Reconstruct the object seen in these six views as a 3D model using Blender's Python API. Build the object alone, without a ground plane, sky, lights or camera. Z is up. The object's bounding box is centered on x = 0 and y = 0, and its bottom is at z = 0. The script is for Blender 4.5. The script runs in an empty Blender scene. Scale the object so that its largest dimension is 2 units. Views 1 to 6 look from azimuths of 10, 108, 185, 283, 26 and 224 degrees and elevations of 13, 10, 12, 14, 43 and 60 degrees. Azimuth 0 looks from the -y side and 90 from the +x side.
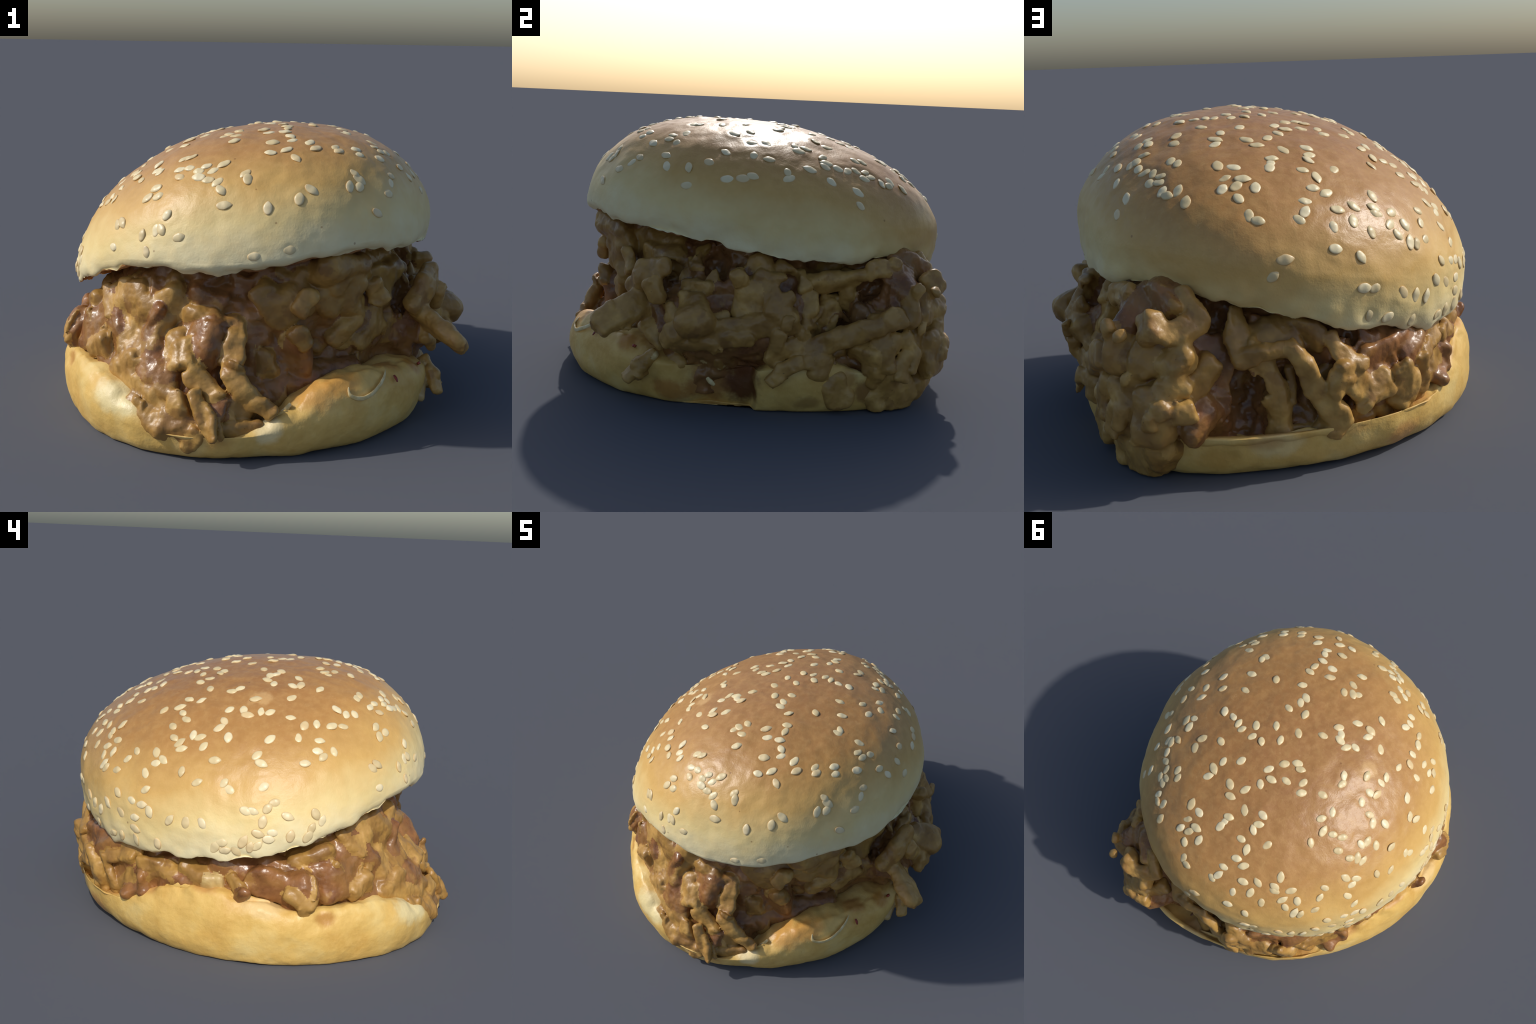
# A shredded-meat sandwich: sesame bun (crown and base), saucy meat filling, bits of onion and pepper.
import bpy, math
import numpy as np
from mathutils import Matrix, Vector

RNG = np.random.default_rng(11)


# ------------------------------------------------------------------ helpers
def fourier(c, t):
    v = np.full_like(t, c[0], dtype=float)
    for k in range(1, (len(c) + 1) // 2):
        v = v + c[2 * k - 1] * np.cos(k * t) + c[2 * k] * np.sin(k * t)
    return v


def cyl(az, z, r):
    a = math.radians(az)
    return np.array([r * math.cos(a), r * math.sin(a), z])


def hash3(i, j, k, seed):
    n = (i * 73856093) ^ (j * 19349663) ^ (k * 83492791) ^ (seed * 2654435)
    n = n & 0x7FFFFFFF
    n = (n ^ (n >> 13)) * 1274126177 & 0x7FFFFFFF
    return n ^ (n >> 16)


def noise(p, seed=0):
    """Gradient noise in about -1..1 at the points p (n, 3)."""
    b = np.floor(p).astype(np.int64)
    f = p - b
    w = f * f * f * (f * (f * 6 - 15) + 10)
    out = 0
    for dx in (0, 1):
        for dy in (0, 1):
            for dz in (0, 1):
                h = hash3(b[:, 0] + dx, b[:, 1] + dy, b[:, 2] + dz, seed)
                g = np.stack([(h & 255), (h >> 8) & 255, (h >> 16) & 255], -1) / 127.5 - 1
                d = f - np.array([dx, dy, dz])
                wx = w[:, 0] if dx else 1 - w[:, 0]
                wy = w[:, 1] if dy else 1 - w[:, 1]
                wz = w[:, 2] if dz else 1 - w[:, 2]
                out = out + wx * wy * wz * (g * d).sum(1)
    return out * 1.3


def fbm(p, octaves=3, seed=0, gain=.5):
    s, a = 0, 1
    for o in range(octaves):
        s = s + a * noise(p * 2 ** o + 17.3 * o, seed + o)
        a *= gain
    return s


def grid_faces(rows, cols, start=0):
    """Quads of a sheet of rows x cols vertices whose columns close into a ring."""
    r, c = np.meshgrid(np.arange(rows - 1), np.arange(cols), indexing='ij')
    c2 = (c + 1) % cols
    return (start + np.stack([r * cols + c, r * cols + c2, (r + 1) * cols + c2, (r + 1) * cols + c], -1)).reshape(-1, 4)


def new_mesh(name, verts, faces, smooth=True):
    me = bpy.data.meshes.new(name)
    faces = np.asarray(faces)
    n, k = faces.shape
    me.vertices.add(len(verts))
    me.vertices.foreach_set('co', np.asarray(verts, np.float32).ravel())
    me.loops.add(n * k)
    me.loops.foreach_set('vertex_index', faces.astype(np.int32).ravel())
    me.polygons.add(n)
    me.polygons.foreach_set('loop_start', np.arange(0, n * k, k, dtype=np.int32))
    me.polygons.foreach_set('loop_total', np.full(n, k, np.int32))
    me.update(calc_edges=True)
    me.validate()
    if smooth:
        me.polygons.foreach_set('use_smooth', np.ones(len(me.polygons), bool))
    return me


def new_object(name, data, parent=None, material=None):
    o = bpy.data.objects.new(name, data)
    bpy.context.scene.collection.objects.link(o)
    o.parent = parent
    if material is not None and data is not None and not data.materials:
        data.materials.append(material)
    return o


def vertex_normals(v, f):
    a, b, c, d = (v[f[:, i]] for i in range(4))
    fn = np.cross(c - a, d - b)
    n = np.zeros_like(v)
    for i in range(4):
        np.add.at(n, f[:, i], fn)
    return n / (np.linalg.norm(n, axis=1, keepdims=True) + 1e-12)


# ------------------------------------------------------------------ materials
class Shader:
    """Small helper to write node materials on Object coordinates."""

    def __init__(self, name, roughness=.5, specular=.5):
        self.mat = bpy.data.materials.new(name)
        self.mat.use_nodes = True
        self.t = self.mat.node_tree
        self.bsdf = self.t.nodes['Principled BSDF']
        self.bsdf.inputs['Roughness'].default_value = roughness
        self.bsdf.inputs['Specular IOR Level'].default_value = specular
        self.pos = self.t.nodes.new('ShaderNodeTexCoord').outputs['Object']

    def link(self, a, b):
        self.t.links.new(a, b)

    def put(self, value, socket):
        if hasattr(value, 'is_output'):
            self.link(value, socket)
        else:
            socket.default_value = value

    def math(self, op, a, b=0.0, clamp=False):
        n = self.t.nodes.new('ShaderNodeMath')
        n.operation, n.use_clamp = op, clamp
        self.put(a, n.inputs[0])
        self.put(b, n.inputs[1])
        return n.outputs[0]

    def noise(self, scale, detail=3.0, rough=.5, stretch=None, distortion=0.0):
        n = self.t.nodes.new('ShaderNodeTexNoise')
        n.inputs['Scale'].default_value = scale
        n.inputs['Detail'].default_value = detail
        n.inputs['Roughness'].default_value = rough
        n.inputs['Distortion'].default_value = distortion
        if stretch:
            m = self.t.nodes.new('ShaderNodeMapping')
            m.inputs['Scale'].default_value = stretch
            self.link(self.pos, m.inputs['Vector'])
            self.link(m.outputs[0], n.inputs['Vector'])
        else:
            self.link(self.pos, n.inputs['Vector'])
        return n.outputs['Fac']

    def range(self, v, lo, hi, to0=0.0, to1=1.0):
        n = self.t.nodes.new('ShaderNodeMapRange')
        n.interpolation_type = 'SMOOTHSTEP'
        self.put(v, n.inputs[0])
        for i, x in enumerate((lo, hi, to0, to1)):
            n.inputs[i + 1].default_value = x
        return n.outputs[0]

    def ramp(self, v, stops):
        n = self.t.nodes.new('ShaderNodeValToRGB')
        e = n.color_ramp.elements
        while len(e) < len(stops):
            e.new(.5)
        for el, (p, c) in zip(e, stops):
            el.position, el.color = p, (*c, 1)
        self.put(v, n.inputs[0])
        return n.outputs[0]

    def mix(self, fac, a, b, blend='MIX'):
        n = self.t.nodes.new('ShaderNodeMix')
        n.data_type, n.blend_type = 'RGBA', blend
        self.put(fac, n.inputs[0])
        self.put(a if hasattr(a, 'is_output') else (*a, 1), n.inputs[6])
        self.put(b if hasattr(b, 'is_output') else (*b, 1), n.inputs[7])
        return n.outputs[2]

    def blob(self, centre, radius, squash=(1, 1, 1), warp=.35, soft=.45):
        """Mask of a spot of colour around a point, with an uneven edge."""
        m = self.t.nodes.new('ShaderNodeVectorMath')
        m.operation = 'SUBTRACT'
        self.link(self.pos, m.inputs[0])
        m.inputs[1].default_value = tuple(float(x) for x in centre)
        s = self.t.nodes.new('ShaderNodeVectorMath')
        s.operation = 'MULTIPLY'
        self.link(m.outputs[0], s.inputs[0])
        s.inputs[1].default_value = tuple(1 / (radius * q) for q in squash)
        l = self.t.nodes.new('ShaderNodeVectorMath')
        l.operation = 'LENGTH'
        self.link(s.outputs[0], l.inputs[0])
        d = self.math('ADD', l.outputs['Value'], self.math('MULTIPLY', self.math('SUBTRACT', self.wobble, .5), warp * 2))
        return self.range(d, 1.0, 1.0 - soft)

    @property
    def wobble(self):
        if not hasattr(self, '_w'):
            self._w = self.noise(14, 4, .6)
        return self._w

    def bump(self, height, strength, distance):
        n = self.t.nodes.new('ShaderNodeBump')
        n.inputs['Strength'].default_value = strength
        n.inputs['Distance'].default_value = distance
        self.put(height, n.inputs['Height'])
        self.link(n.outputs[0], self.bsdf.inputs['Normal'])

    def finish(self, colour, rough=None):
        self.put(colour if hasattr(colour, 'is_output') else (*colour, 1), self.bsdf.inputs['Base Color'])
        if rough is not None:
            self.put(rough, self.bsdf.inputs['Roughness'])
        return self.mat


def linear(r, g, b):
    return tuple(((c / 255 + .055) / 1.055) ** 2.4 if c > 10 else c / 255 / 12.92 for c in (r, g, b))


def crown_material():
    s = Shader('baked_crust', .42, .45)
    sep = s.t.nodes.new('ShaderNodeSeparateXYZ')
    s.link(s.pos, sep.inputs[0])
    # how far up from the cut edge (which lies askew): pale belly to browned top
    h = s.math('SUBTRACT', sep.outputs[2], .62)
    h = s.math('ADD', h, s.math('MULTIPLY', sep.outputs[0], BAKE_TILT[0]))
    h = s.math('ADD', h, s.math('MULTIPLY', sep.outputs[1], BAKE_TILT[1]))
    h = s.math('ADD', h, s.math('MULTIPLY', s.math('SUBTRACT', s.noise(2.6, 2), .5), .16))
    h = s.math('ADD', h, s.math('MULTIPLY', s.math('SUBTRACT', s.noise(11, 4, .6), .5), .10))
    col = s.ramp(s.math('MULTIPLY', s.math('ADD', h, .25), 1.0), CROWN_STOPS)
    mott = s.range(s.noise(30, 5, .65), .35, .75)
    col = s.mix(s.math('MULTIPLY', mott, .16), col, linear(236, 196, 128))
    veins = s.range(s.noise(55, 3, .6, distortion=1.5), .62, .74)
    col = s.mix(s.math('MULTIPLY', veins, .13), col, linear(240, 206, 150))
    for c, r in CROWN_SCUFFS:
        col = s.mix(s.math('MULTIPLY', s.blob(c, r, warp=.8), .32), col, linear(238, 200, 140))
    speck = s.t.nodes.new('ShaderNodeTexVoronoi')
    speck.inputs['Scale'].default_value = 9
    s.link(s.pos, speck.inputs['Vector'])
    dark = s.range(speck.outputs['Distance'], .055, .03)
    col = s.mix(s.math('MULTIPLY', dark, .5), col, linear(120, 70, 35))
    s.bump(s.math('ADD', s.noise(60, 4, .6), s.math('MULTIPLY', s.noise(160, 2), .3)), .22, .006)
    return s.finish(col, s.range(h, -.05, .4, .52, .38))


def crumb_material():
    s = Shader('cut_crumb', .75, .2)
    col = s.ramp(s.noise(16, 5, .65), [(.3, linear(120, 72, 40)), (.7, linear(190, 140, 88))])
    s.bump(s.noise(70, 4, .7), .5, .01)
    return s.finish(col)


def heel_material():
    s = Shader('soft_crust', .45, .45)
    n = s.noise(5, 4, .6)
    col = s.ramp(n, HEEL_STOPS)
    mott = s.range(s.noise(38, 5, .7), .38, .7)
    col = s.mix(s.math('MULTIPLY', mott, .22), col, linear(236, 200, 126))
    for place, radius, squash, colour, amount in HEEL_SPOTS:
        col = s.mix(s.math('MULTIPLY', s.blob(cyl(*place), radius, squash, .5, .6), amount), col, linear(*colour))
    s.bump(s.math('ADD', s.noise(50, 4, .6), s.math('MULTIPLY', s.noise(14, 3), .7)), .3, .008)
    return s.finish(col, s.range(n, .3, .7, .5, .36))


def meat_material(name, base, flake, amount, rough, flake_scale=9):
    """Meat strand: its own colour, with patches of the other meat or sauce tone in ragged flakes."""
    s = Shader(name, rough, .5)
    soft = s.noise(13, 3, .55)
    low, mid = base
    col = s.ramp(soft, [(.32, low), (.66, mid)])
    ragged = s.math('ADD', s.noise(flake_scale, 2, .5), s.math('MULTIPLY', s.math('SUBTRACT', s.noise(60, 3, .6), .5), .18))
    mask = s.range(ragged, .66 - amount, .74 - amount)
    col = s.mix(s.math('MULTIPLY', mask, .65), col, flake)
    soak = s.range(s.noise(7, 4, .55, distortion=.6), .36, .64)
    col = s.mix(s.math('MULTIPLY', soak, .52), col, SOAKED)
    speck = s.range(s.noise(75, 2, .5), .73, .77)
    col = s.mix(s.math('MULTIPLY', speck, .55), col, linear(74, 40, 22))
    s.bump(s.math('ADD', s.noise(26, 4, .6), s.math('MULTIPLY', s.noise(90, 3), .35)), .2, .01)
    return s.finish(col, s.math('ADD', rough - .1, s.math('MULTIPLY', soft, .25)))


def seed_material():
    s = Shader('sesame_hull', .38, .5)
    info = s.t.nodes.new('ShaderNodeObjectInfo')
    tone = s.ramp(info.outputs['Random'], [(0, SEED_TONES[0]), (.55, SEED_TONES[1]), (.9, SEED_TONES[2]), (1, SEED_TONES[3])])
    ln = s.t.nodes.new('ShaderNodeVectorMath')
    ln.operation = 'LENGTH'
    mp = s.t.nodes.new('ShaderNodeMapping')
    mp.inputs['Scale'].default_value = (1 / .027, 1 / .0175, 0)
    s.link(s.pos, mp.inputs[0])
    s.link(mp.outputs[0], ln.inputs[0])
    rim = s.range(ln.outputs['Value'], .72, 1.02)
    col = s.mix(s.math('MULTIPLY', rim, .45), tone, linear(190, 146, 88))
    s.bump(s.noise(140, 2), .15, .003)
    return s.finish(col)


def plain_material(name, low, high, rough=.35, subsurface=0.0):
    s = Shader(name, rough, .5)
    s.bsdf.inputs['Subsurface Weight'].default_value = subsurface
    s.bsdf.inputs['Subsurface Scale'].default_value = .02
    col = s.ramp(s.noise(40, 3, .6), [(.35, low), (.7, high)])
    return s.finish(col)



BAKE_TILT = (-.16, .17)
CROWN_STOPS = [(.24, linear(238, 226, 182)), (.37, linear(231, 207, 144)), (.51, linear(210, 169, 98)),
               (.67, linear(180, 133, 75)), (.90, linear(154, 108, 66))]
CROWN_SCUFFS = [((-.42, -.10, 1.06), .07)]
# hollows (+) and swellings (-) of the crust: azimuth, height, radius, depth, width
CROWN_DENTS = [(148, .53, .83, -.020, .28), (12, .85, .70, -.012, .16), (70, .90, .72, .012, .16), (238, .95, .70, .010, .18),
               (345, .74, .72, .012, .12), (52, .70, .75, -.012, .15)]
HEEL_STOPS = [(.30, linear(206, 162, 82)), (.52, linear(222, 184, 104)), (.75, linear(232, 206, 138))]
# place (azimuth, height, radius), size, squash, colour, strength: stains, crumb, browned foot, painted shadow
HEEL_SPOTS = [
    ((6, .10, .68), .16, (1, 1, .9), (156, 98, 46), .8),
    ((17, .11, .67), .12, (1, 1, 1.3), (98, 54, 24), .95),
    ((19, .19, .63), .11, (1, 1, 1), (112, 64, 28), .85),
    ((38, .05, .78), .09, (1, 1, .5), (128, 84, 40), .5),
    ((352, .06, .73), .10, (1, 1, .8), (176, 112, 46), .7),
    ((334, .24, .75), .07, (1, 1, 1), (182, 120, 40), .7),
    ((50, .15, .82), .06, (1, 1, 1.2), (150, 96, 36), .6),
    ((56, .09, .84), .08, (1, 1, 1), (120, 72, 28), .75),
    ((292, .24, .80), .13, (1, 1, .7), (206, 136, 56), .55),
    ((301, .26, .80), .10, (1, 1, .6), (206, 138, 58), .5),
    ((280, .13, .89), .07, (1, 1, 1), (236, 218, 168), .8),
    ((242, .19, .93), .16, (1, 1, .6), (232, 218, 166), .75),
    ((262, .07, .95), .08, (1, 1, 1), (226, 196, 130), .6),
    ((213, .215, .91), .06, (1, 1, .7), (168, 108, 40), .6),  # shadow below the hanging meat drip, painted brown onto the crust
    ((133, .06, .84), .10, (1, 1, .8), (190, 128, 70), .6),
    ((99, .12, .87), .12, (1, 1, .6), (226, 204, 150), .6),
    ((85, .07, .89), .12, (1, 1, .5), (184, 136, 60), .5),
    ((195, .26, .86), .14, (1, 1, .4), (236, 206, 150), .6),
    ((118, .14, .80), .09, (1, 1, .5), (176, 118, 60), .6), ((140, .17, .78), .09, (1, 1, .5), (190, 132, 76), .6),
    ((158, .25, .78), .08, (1, 1, .45), (196, 138, 80), .5), ((178, .31, .80), .08, (1, 1, .35), (190, 132, 76), .55),
    ((206, .26, .82), .08, (1, 1, .45), (176, 116, 64), .6), ((224, .26, .80), .09, (1, 1, .4), (190, 130, 76), .55),
    ((248, .17, .86), .10, (1, 1, .5), (190, 134, 78), .5), ((268, .09, .88), .10, (1, 1, .6), (186, 128, 68), .5),
    ((322, .27, .72), .08, (1, 1, .5), (168, 104, 40), .6), ((345, .25, .68), .10, (1, 1, .6), (150, 94, 42), .6),
    ((30, .23, .62), .10, (1, 1, .6), (150, 98, 44), .6), ((96, .14, .84), .10, (1, 1, .5), (180, 128, 66), .5),
]
HEEL_LUMPS = [
    (33, .13, .76, .018, .10, .09), (346, .08, .74, -.014, .03, .10), (52, .10, .85, -.010, .03, .08),
    (296, .25, .82, .014, .07, .05), (287, .20, .85, -.012, .04, .05), (305, .24, .84, -.008, .03, .04),
    (212, .21, .91, -.012, .05, .04), (226, .23, .90, .012, .06, .05), (247, .16, .94, .010, .06, .05),
    (88, .12, .88, -.020, .22, .12), (145, .20, .83, -.018, .13, .10), (172, .04, .85, .014, .14, .08),
    (236, .14, .92, .020, .13, .10), (318, .14, .76, -.018, .14, .10),
]
HEEL_STEPS = [(350, 21.5, .075)]
SEED_TONES = [linear(214, 192, 144), linear(228, 210, 164), linear(234, 219, 178), linear(220, 194, 144)]


# ------------------------------------------------------------------ the thing
burger = bpy.data.objects.new('burger', None)
bpy.context.scene.collection.objects.link(burger)
burger.empty_display_size = .3
burger['label'] = 'sesame bun sandwich overflowing with saucy shredded meat'
burger['category'] = 'burger'

# ------------------------------------------------------------------ top bun
# outline harmonics round the axis: widest radius, height of the widest line, height of the cut edge, tuck-in at the edge
CROWN_AXIS = [0.01088, 0.01085]
CROWN_R = [0.8135, -0.07645, -0.002114, -0.0321, -0.004451, -4.384e-05, -0.01092, 0.002075, 0.00591]
CROWN_RISE = [-0.1477, -0.01954, 0.3063, 0.1089, -0.02772]
CROWN_EDGE = [0.6225, 0.126, -0.07462, -0.04097, 0.01385, 0.002813, -0.01481, -0.001209, -0.00859, 0.004329, 0.01095, 0.003769, -0.0005153]
CROWN_TUCK = [0.02822, -0.0006536, -0.0003118, -0.01141, -0.008105]
CROWN_TOP = 1.2112
CROWN_LEAN = [0.09496, -0.1241]
CROWN_POWER = [2.296, 1.756]


def crown_mid(t):
    """Height of the widest line: always a little above the cut edge."""
    return fourier(CROWN_EDGE, t) + .04 + .1 * np.log1p(np.exp(fourier(CROWN_RISE, t) / .1))


def crown_upper(t, p):
    """Crust above the widest line: azimuth t, p = 0 at the widest line to pi/2 at the peak."""
    R, ze = fourier(CROWN_R, t), crown_mid(t)
    p = np.minimum(p, math.pi / 2 - 1e-4)
    cr, sz = np.cos(p) ** (2 / CROWN_POWER[0]), np.sin(p) ** (2 / CROWN_POWER[1])
    x = CROWN_AXIS[0] + CROWN_LEAN[0] * sz ** 2 + R * cr * np.cos(t)
    y = CROWN_AXIS[1] + CROWN_LEAN[1] * sz ** 2 + R * cr * np.sin(t)
    return np.stack([x, y, ze + (CROWN_TOP - ze) * sz], -1)


def crown_lower(t, p):
    """Belly below the widest line, down to the cut edge at p = pi/2."""
    R, ze, zl = fourier(CROWN_R, t), crown_mid(t), fourier(CROWN_EDGE, t)
    r = R - fourier(CROWN_TUCK, t) * (1 - np.cos(p))
    return np.stack([CROWN_AXIS[0] + r * np.cos(t), CROWN_AXIS[1] + r * np.sin(t), ze - (ze - zl) * np.sin(p)], -1)


def crown_under(t, s):
    """Cut face: s = 1 at the edge, 0 at the middle, hollowed a little."""
    e = crown_lower(t, np.full_like(t, math.pi / 2))
    zc = CROWN_EDGE[0]
    x = CROWN_AXIS[0] + (e[..., 0] - CROWN_AXIS[0]) * s
    y = CROWN_AXIS[1] + (e[..., 1] - CROWN_AXIS[1]) * s
    return np.stack([x, y, e[..., 2] * s + zc * (1 - s) + .03 * np.clip((1 - s) / .12, 0, 1) ** .7], -1)


SEEDS = {}
SEEDS['crown_front_right'] = [
    (346, 60, 110), (346, 71, -136), (341, 71, -86), (11, 74, 94), (19, 62, 159), (27, 55, -177), (32, 65, 127), (38, 75, -120), (360, 84, -145),
    (252, 87, 61), (11, 46, 135), (24, 45, 95), (30, 43, 172), (35, 55, 117), (35, 36, 101), (34, 32, -158), (48, 50, 155), (50, 54, -119),
    (54, 52, 136), (45, 38, 142), (58, 68, -6), (68, 71, 14), (77, 72, 130), (84, 72, 84), (93, 76, -42), (97, 73, 67), (107, 73, -61),
    (115, 79, -76), (124, 75, -101), (130, 85, -48), (144, 77, -94), (68, 58, 95), (79, 64, -177), (69, 54, 152), (57, 46, 28), (53, 40, 119),
    (55, 42, 159), (50, 31, 117), (58, 39, 145), (62, 38, 36), (66, 38, 128), (72, 44, 114), (75, 43, 111), (58, 25, 129), (66, 33, 147),
    (70, 34, -2), (70, 37, 21), (56, 17, 127), (90, 61, 106), (88, 57, -11), (100, 65, 62), (88, 54, 59), (120, 66, 37), (130, 68, -178),
    (123, 63, -27), (132, 63, 149), (117, 61, -69), (101, 57, -38), (110, 58, 53), (318, 57, 177), (338, 53, 180), (338, 57, 169), (344, 51, 142),
]
SEEDS['crown_front_left'] = [
    (196, 86, 43), (170, 86, 61), (162, 82, -139), (294, 60, -147), (292, 65, -141), (306, 57, -167), (306, 60, -150), (279, 60, -131), (272, 58, 170),
    (266, 46, -138), (282, 68, 22), (280, 71, -48), (275, 75, 1), (276, 79, -101), (274, 82, 176), (261, 75, 24), (250, 78, 67), (270, 66, 8),
    (246, 66, 59), (255, 51, -131), (249, 49, -150), (258, 41, -126), (254, 42, -166), (248, 46, -176), (250, 43, 170), (238, 71, 14), (228, 75, 0),
    (227, 72, -179), (228, 70, -87), (242, 48, -174), (238, 47, -167), (236, 54, -128), (233, 53, -117), (236, 37, -156), (214, 61, -150), (224, 47, -130),
    (220, 50, -74), (202, 69, 115), (187, 73, 136), (203, 64, -108), (198, 64, 136), (184, 71, -117), (180, 70, 101), (180, 67, 163), (186, 65, -89),
    (169, 74, 130), (198, 58, -135), (216, 43, -175), (210, 45, -112), (199, 49, -3), (205, 45, -125), (211, 38, -12), (216, 32, -98), (212, 31, -148),
    (210, 34, -22), (203, 40, -96), (206, 30, -12), (190, 51, 40), (186, 51, -99), (169, 60, 50), (166, 58, 13), (181, 56, 19), (140, 68, 162),
    (142, 66, -30), (143, 62, 35), (141, 59, 177),
]
SEEDS['crown_back_right'] = [
    (104, 54, 6), (72, 30, 83), (74, 28, -3), (77, 31, 92), (89, 43, 119), (94, 43, -9), (80, 26, 107), (91, 38, 47), (90, 33, 84),
    (96, 38, -1), (94, 35, 62), (94, 30, 130), (99, 35, 81), (113, 52, -64), (107, 48, 8), (105, 44, 79), (106, 46, 68), (122, 52, -40),
    (121, 49, 11), (119, 47, 108), (115, 43, -12), (126, 43, 42), (118, 40, -91), (115, 36, 3), (118, 34, -164), (96, 24, 100), (98, 22, 1),
    (111, 31, 174), (110, 27, 66), (108, 24, -24), (119, 28, -16), (124, 29, 131), (116, 22, 96), (122, 24, 74), (132, 32, 91), (130, 28, 140),
    (130, 26, 160), (136, 26, 12), (115, 14, -1), (126, 20, 88), (133, 22, 29), (138, 21, -91), (134, 18, -56), (137, 15, 71), (139, 14, 67),
    (121, 11, -57), (103, 8, 18), (100, -5, 37), (124, -7, 16), (121, -7, 10),
]
SEEDS['crown_back_left'] = [
    (153, 57, -51), (178, 51, 120), (181, 49, 9), (172, 50, 50), (193, 40, 42), (156, 51, 61), (150, 50, 5), (173, 45, 133), (173, 42, 57),
    (178, 39, -81), (190, 34, 44), (192, 31, -27), (194, 23, 29), (198, 17, 2), (150, 46, 46), (154, 44, -22), (144, 43, -89), (158, 42, -19),
    (155, 38, -23), (165, 37, -68), (168, 37, 47), (171, 34, 75), (177, 30, 15), (184, 21, -24), (159, 34, -21), (162, 33, 64), (164, 31, 34),
    (182, 23, 50), (156, 27, 133), (160, 25, -32), (158, 23, 17), (168, 23, -82), (174, 21, 39), (148, 25, -25), (146, 21, 52), (156, 18, -53),
    (144, 15, 20), (158, 12, 48), (158, 5, 10), (154, 5, -15), (148, 6, -35), (144, -5, -44),
]
SEEDS['front'] = [
    (228, 46, 80), (221, 42, 151), (232, 20, -47), (240, 33, 29), (242, 43, -18), (253, 47, 39), (261, 37, -47), (268, 43, 95), (284, 54, -59),
    (317, 53, -3), (330, 49, -20), (342, 41, -13), (344, 34, -67), (328, 38, -19), (325, 34, 47), (308, 42, -60), (309, 38, -45), (304, 35, 56),
    (308, 34, 49), (320, 28, 4), (290, 35, -51), (286, 31, 76), (277, 28, 86), (264, 30, 8), (248, 24, 61), (242, 14, 81), (246, 17, 98),
    (248, 17, -46), (254, 14, 9), (312, 18, -33), (20, 31, -8), (16, 29, 3), (10, 28, 10), (3, 38, -24), (354, 34, -71), (354, 23, 0),
]
SEEDS['front_edge'] = [
    (232, 8, -14), (245, 5, -76), (275, 4, 9), (284, 5, -5),
]
SEEDS['left_edge'] = [
    (190, 14, -16), (192, 14, -19), (196, 15, 58), (195, 10, 73), (202, 11, -34), (210, 9, -86), (212, 5, 52), (209, 3, 44), (203, 2, 65),
    (208, -12, 47), (194, 5, -22), (198, 5, -16), (197, 2, -15), (190, 1, 63), (184, -7, 9), (182, -23, 52), (194, -9, 44), (192, -14, 70),
    (185, -30, 5), (188, -30, -53), (173, 4, -76), (178, 6, -46), (168, 3, 62), (164, -46, -76), (156, -9, 11), (150, -12, -41), (161, 3, -51),
    (156, -28, -20), (156, -51, -79), (236, 32, -125), (230, 19, -45),
]
SEEDS['back_edge'] = [
    (132, -14, -47), (136, -18, 74), (140, -21, 72), (128, -46, 26), (123, -46, 109), (136, -55, 66), (146, -55, 30), (150, -51, 83),
]
SEEDS['right_flank'] = [
    (2, 14, 77), (36, 13, -7), (44, 21, -88), (46, 21, -74), (53, 15, 16), (77, 24, -69), (349, -42, 8),
]


def seed_spot(az, lift):
    def at(a, l):
        a, l = np.array([math.radians(a)]), np.array([math.radians(l)])
        return (crown_upper(a, l) if l[0] >= 0 else crown_lower(a, -l))[0]
    if lift > 88:
        lift = 88
    p = at(az, lift)
    u = at(az + .5, lift) - p
    v = at(az, lift + .5) - p
    u /= np.linalg.norm(u)
    n = np.cross(u, v)
    n /= np.linalg.norm(n)
    return p, u, np.cross(n, u), n


seed_frames = []
for group, spots in SEEDS.items():
    for az, lift, turn in spots:
        p, u, v, n = seed_spot(az, lift)
        seed_frames.append((p, u, v, n, math.radians(turn)))
seed_points = np.array([s[0] for s in seed_frames])

COLS = 560
ts = np.linspace(0, 2 * math.pi, COLS, endpoint=False)
rows = [crown_upper(ts, np.full(COLS, p)) for p in np.linspace(math.pi / 2, 0, 200)[:-1]]
rows += [crown_lower(ts, np.full(COLS, p)) for p in np.linspace(0, math.pi / 2, 56)]
n_crust = len(rows)
rows += [crown_under(ts, np.full(COLS, s)) for s in (.992, .98, .96, .93, .9, .86, .8, .7, .55, .35, .15, .01)]
crust = np.concatenate(rows)
faces = grid_faces(len(rows), COLS)[:, ::-1]
faces = np.ascontiguousarray(faces)
nrm = vertex_normals(crust, faces)
if (nrm[COLS * 60:COLS * 61, 2]).mean() < 0:
    faces = np.ascontiguousarray(faces[:, ::-1])
    nrm = -nrm
nrm[:COLS * 2] = (0, 0, 1)
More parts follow.
